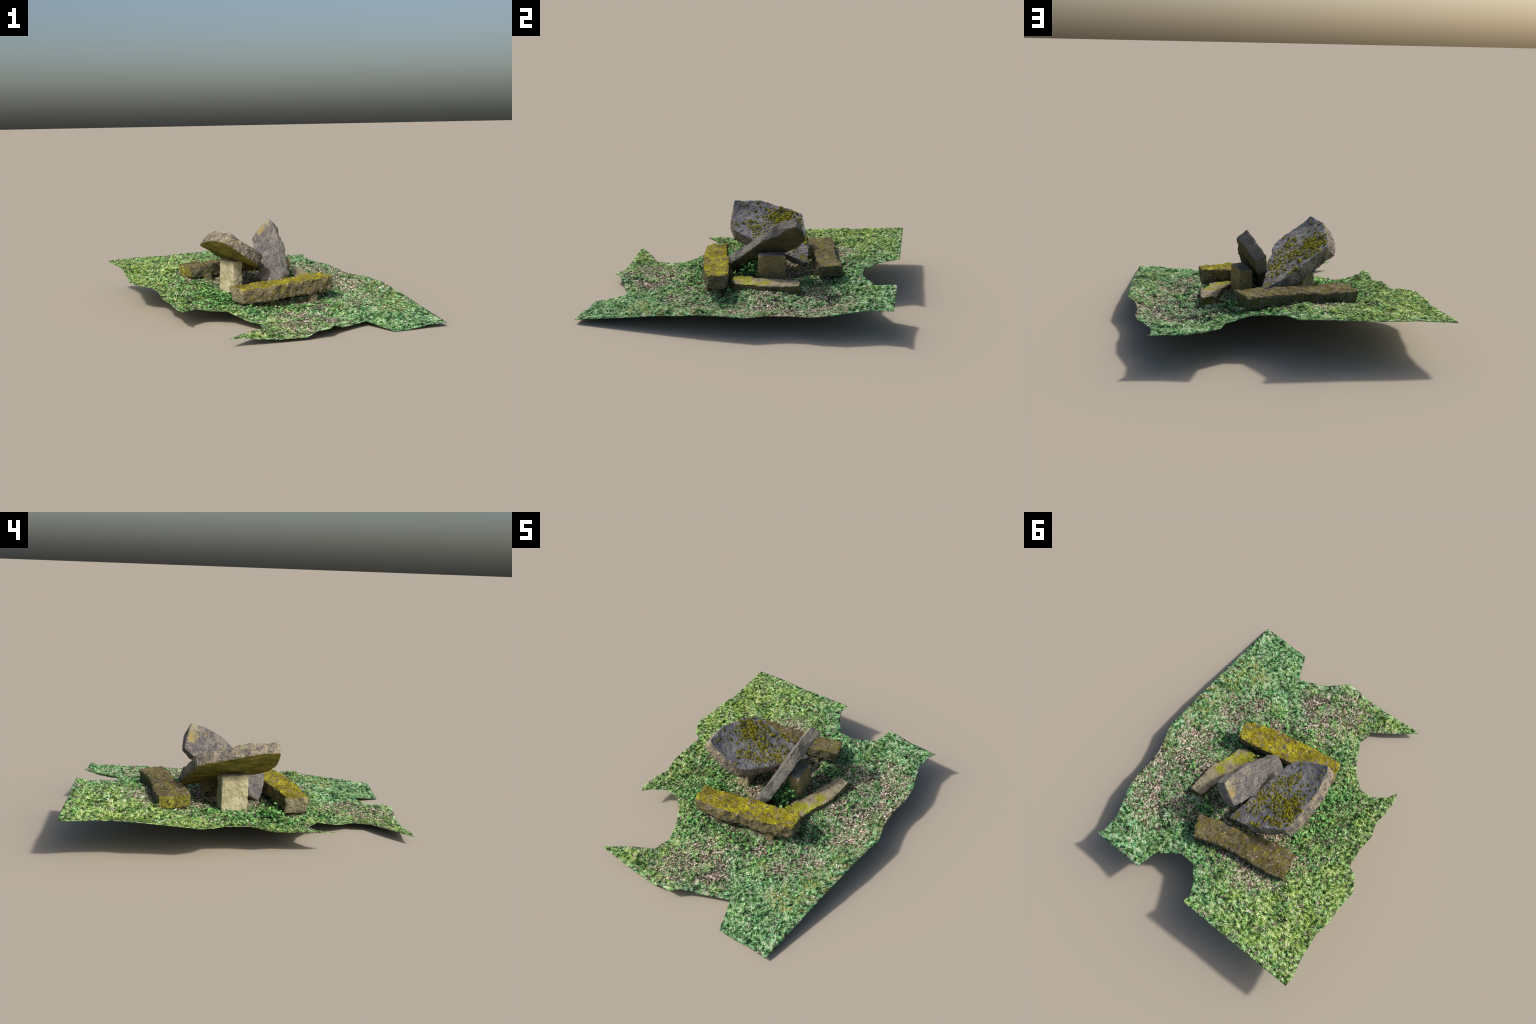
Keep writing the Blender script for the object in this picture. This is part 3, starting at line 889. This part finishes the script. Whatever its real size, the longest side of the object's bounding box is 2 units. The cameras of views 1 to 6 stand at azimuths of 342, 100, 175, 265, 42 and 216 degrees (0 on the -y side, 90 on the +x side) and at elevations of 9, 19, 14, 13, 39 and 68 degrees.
def leaf_mesh(name, lobes, size, width, mat, fold=.10):
    """One leaf blade with real thickness: outline from a lobed radius, creased along the midrib."""
    m = 18
    vs, fs = [], []
    for z in (0, -.02 * size):
        for i in range(m):
            a = 2 * math.pi * i / m
            rr = .5 * (1 + .16 * math.cos(lobes * a)) * (1 - .12 * math.cos(a) ** 2)
            x, y = rr * math.cos(a) * size, rr * math.sin(a) * size * width
            vs.append((x, y, z + fold * abs(y) - .25 * fold * abs(x)))
        vs.append((0, 0, z))
    for i in range(m):
        j = (i + 1) % m
        fs += [(i, j, m), (m + 1 + j, m + 1 + i, 2 * m + 1), (j, i, m + 1 + i), (j, m + 1 + i, m + 1 + j)]
    me = mesh_from(name, vs, [np.array(fs)])
    me.materials.append(mat)
    me.polygons.foreach_set("use_smooth", np.ones(len(me.polygons), bool))
    return me


IVY = [leaf_mesh("ivy_leaf", l, s, w, ivy_mat, f) for l, s, w, f in ((3, .022, .9, .12), (5, .026, .85, .2), (3, .018, 1.0, .05), (2, .030, .62, .25))]
DEAD = [leaf_mesh("fallen_leaf", l, s, w, vein, f) for l, s, w, f in ((2, .020, .55, .2), (5, .024, .7, .15), (3, .016, .6, .3))]


def leaf_place(meshes, pos, nor, r, scale=(.7, 1.2), tilt=.4):
    nn = (Vector(nor) + Vector(r.normal(0, tilt, 3))).normalized()
    q = nn.to_track_quat("Z", "Y") @ Quaternion((0, 0, 1), r.uniform(0, 6.283))
    me = meshes[r.integers(len(meshes))]
    k = r.uniform(*scale)
    return (k * max(v.co.length for v in me.vertices), me, Vector(pos), q, k)


def put_leaves(name, places, parent, most=290):
    places = sorted(places, key=lambda t: -t[0])
    for _, me, pos, q, k in places[:most]:
        ob = bpy.data.objects.new(name, me)
        ob.rotation_mode = "QUATERNION"
        ob.rotation_quaternion, ob.location, ob.scale, ob.parent = q, pos, (k, k, k), parent
        bpy.context.scene.collection.objects.link(ob)
    rest = places[most:]
    if rest:
        vs, fs, n0 = [], [], 0
        for _, me, pos, q, k in rest:
            vs += [tuple(pos + q @ (v.co * k)) for v in me.vertices]
            fs += [tuple(n0 + i for i in p.vertices) for p in me.polygons]
            n0 += len(me.vertices)
        ob = add(name + "_undergrowth", mesh_from(name + "_undergrowth", np.array(vs), [np.array(fs)]), parent, [places[0][1].materials[0]])
        ob["kind"] = "stuff"


def ground_z(x, y):
    a = np.array([[x, y]])
    return float(height(a)[0] + turf_relief(a)[0])


r = np.random.default_rng(51)
# (centre x, y, spread, height above ground, count)
CLUMPS = [(.175, .02, .028, .12, 64), (.16, -.03, .03, .09, 36), (.18, .055, .018, .17, 18), (.20, -.03, .022, .08, 20), (-.285, -.175, .032, .055, 60), (-.15, -.43, .05, .018, 14), (.20, -.365, .05, .02, 14), (.36, -.30, .04, .02, 12), (-.48, .28, .04, .012, 8), (.05, .64, .06, .012, 12), (-.34, -.21, .045, .025, 26), (-.27, -.12, .03, .03, 14), (-.36, -.30, .04, .015, 10),
          (.39, -.115, .015, .035, 9), (.30, .42, .03, .02, 8), (.22, .40, .03, .015, 8), (-.39, -.01, .04, .016, 20), (-.36, .05, .04, .010, 14), (-.36, .17, .04, .010, 12), (-.10, -.48, .06, .012, 12),
          (.10, -.44, .05, .012, 10), (.38, -.49, .022, .022, 14), (.54, .22, .03, .012, 10)]
ivy = []
for cx, cy, sd, hh, cnt in CLUMPS:
    for _ in range(int(cnt * 1.5)):
        x, y = r.normal(cx, sd), r.normal(cy, sd)
        if near_stone(np.array([[x, y]]))[0] or not inside(np.array([[x, y]]), RIMP[:, :2])[0]:
            continue
        z = ground_z(x, y) + hh * r.uniform(.15, 1.0) + .004
        ivy.append(leaf_place(IVY, (x, y, z), (r.normal(0, .2), r.normal(0, .2), 1), r))
put_leaves("ivy_leaf", ivy, ground)
shed = []
cnt = 0
while cnt < 170:
    (cx, cy), rr = LITTER[r.integers(len(LITTER))]
    x, y = r.normal(cx, rr * .6), r.normal(cy, rr * .6)
    q2 = np.array([[x, y]])
    if near_stone(q2)[0] or not inside(q2, RIMP[:, :2])[0] or rim_distance(q2)[0] < .02:
        continue
    shed.append(leaf_place(DEAD, (x, y, ground_z(x, y) + .005), (0, 0, 1), r, (.6, 1.1), .25))
    cnt += 1
put_leaves("fallen_leaf", shed, ground)


def bench_flakes(ob, count, seed):
    """Shed leaf scraps lying on a bench top, joined."""
    r = np.random.default_rng(seed)
    polys = [p for p in ob.data.polygons if p.normal.z > .85]
    pick = r.integers(0, len(polys), count)
    P = np.array([polys[i].center for i in pick])
    Nn = np.array([polys[i].normal for i in pick])
    # gather most of them in a few drifts
    hub = P[r.integers(0, count, 7)]
    for i in range(count):
        if r.random() < .6:
            h = hub[r.integers(7)]
            j = np.argmin(np.linalg.norm(P - (h + r.normal(0, .02, 3)), axis=1))
            P[i], Nn[i] = P[j] + r.normal(0, .004, 3) * (1, 1, 0), Nn[j]
    return leaf_cloud("shed_leaf", P, Nn, (.004, .013), .2, .003, litter_mat, ob, seed + 1, ratio=.6)


bench_flakes(bench_a, 120, 71)
bench_flakes(bench_b, 90, 73)
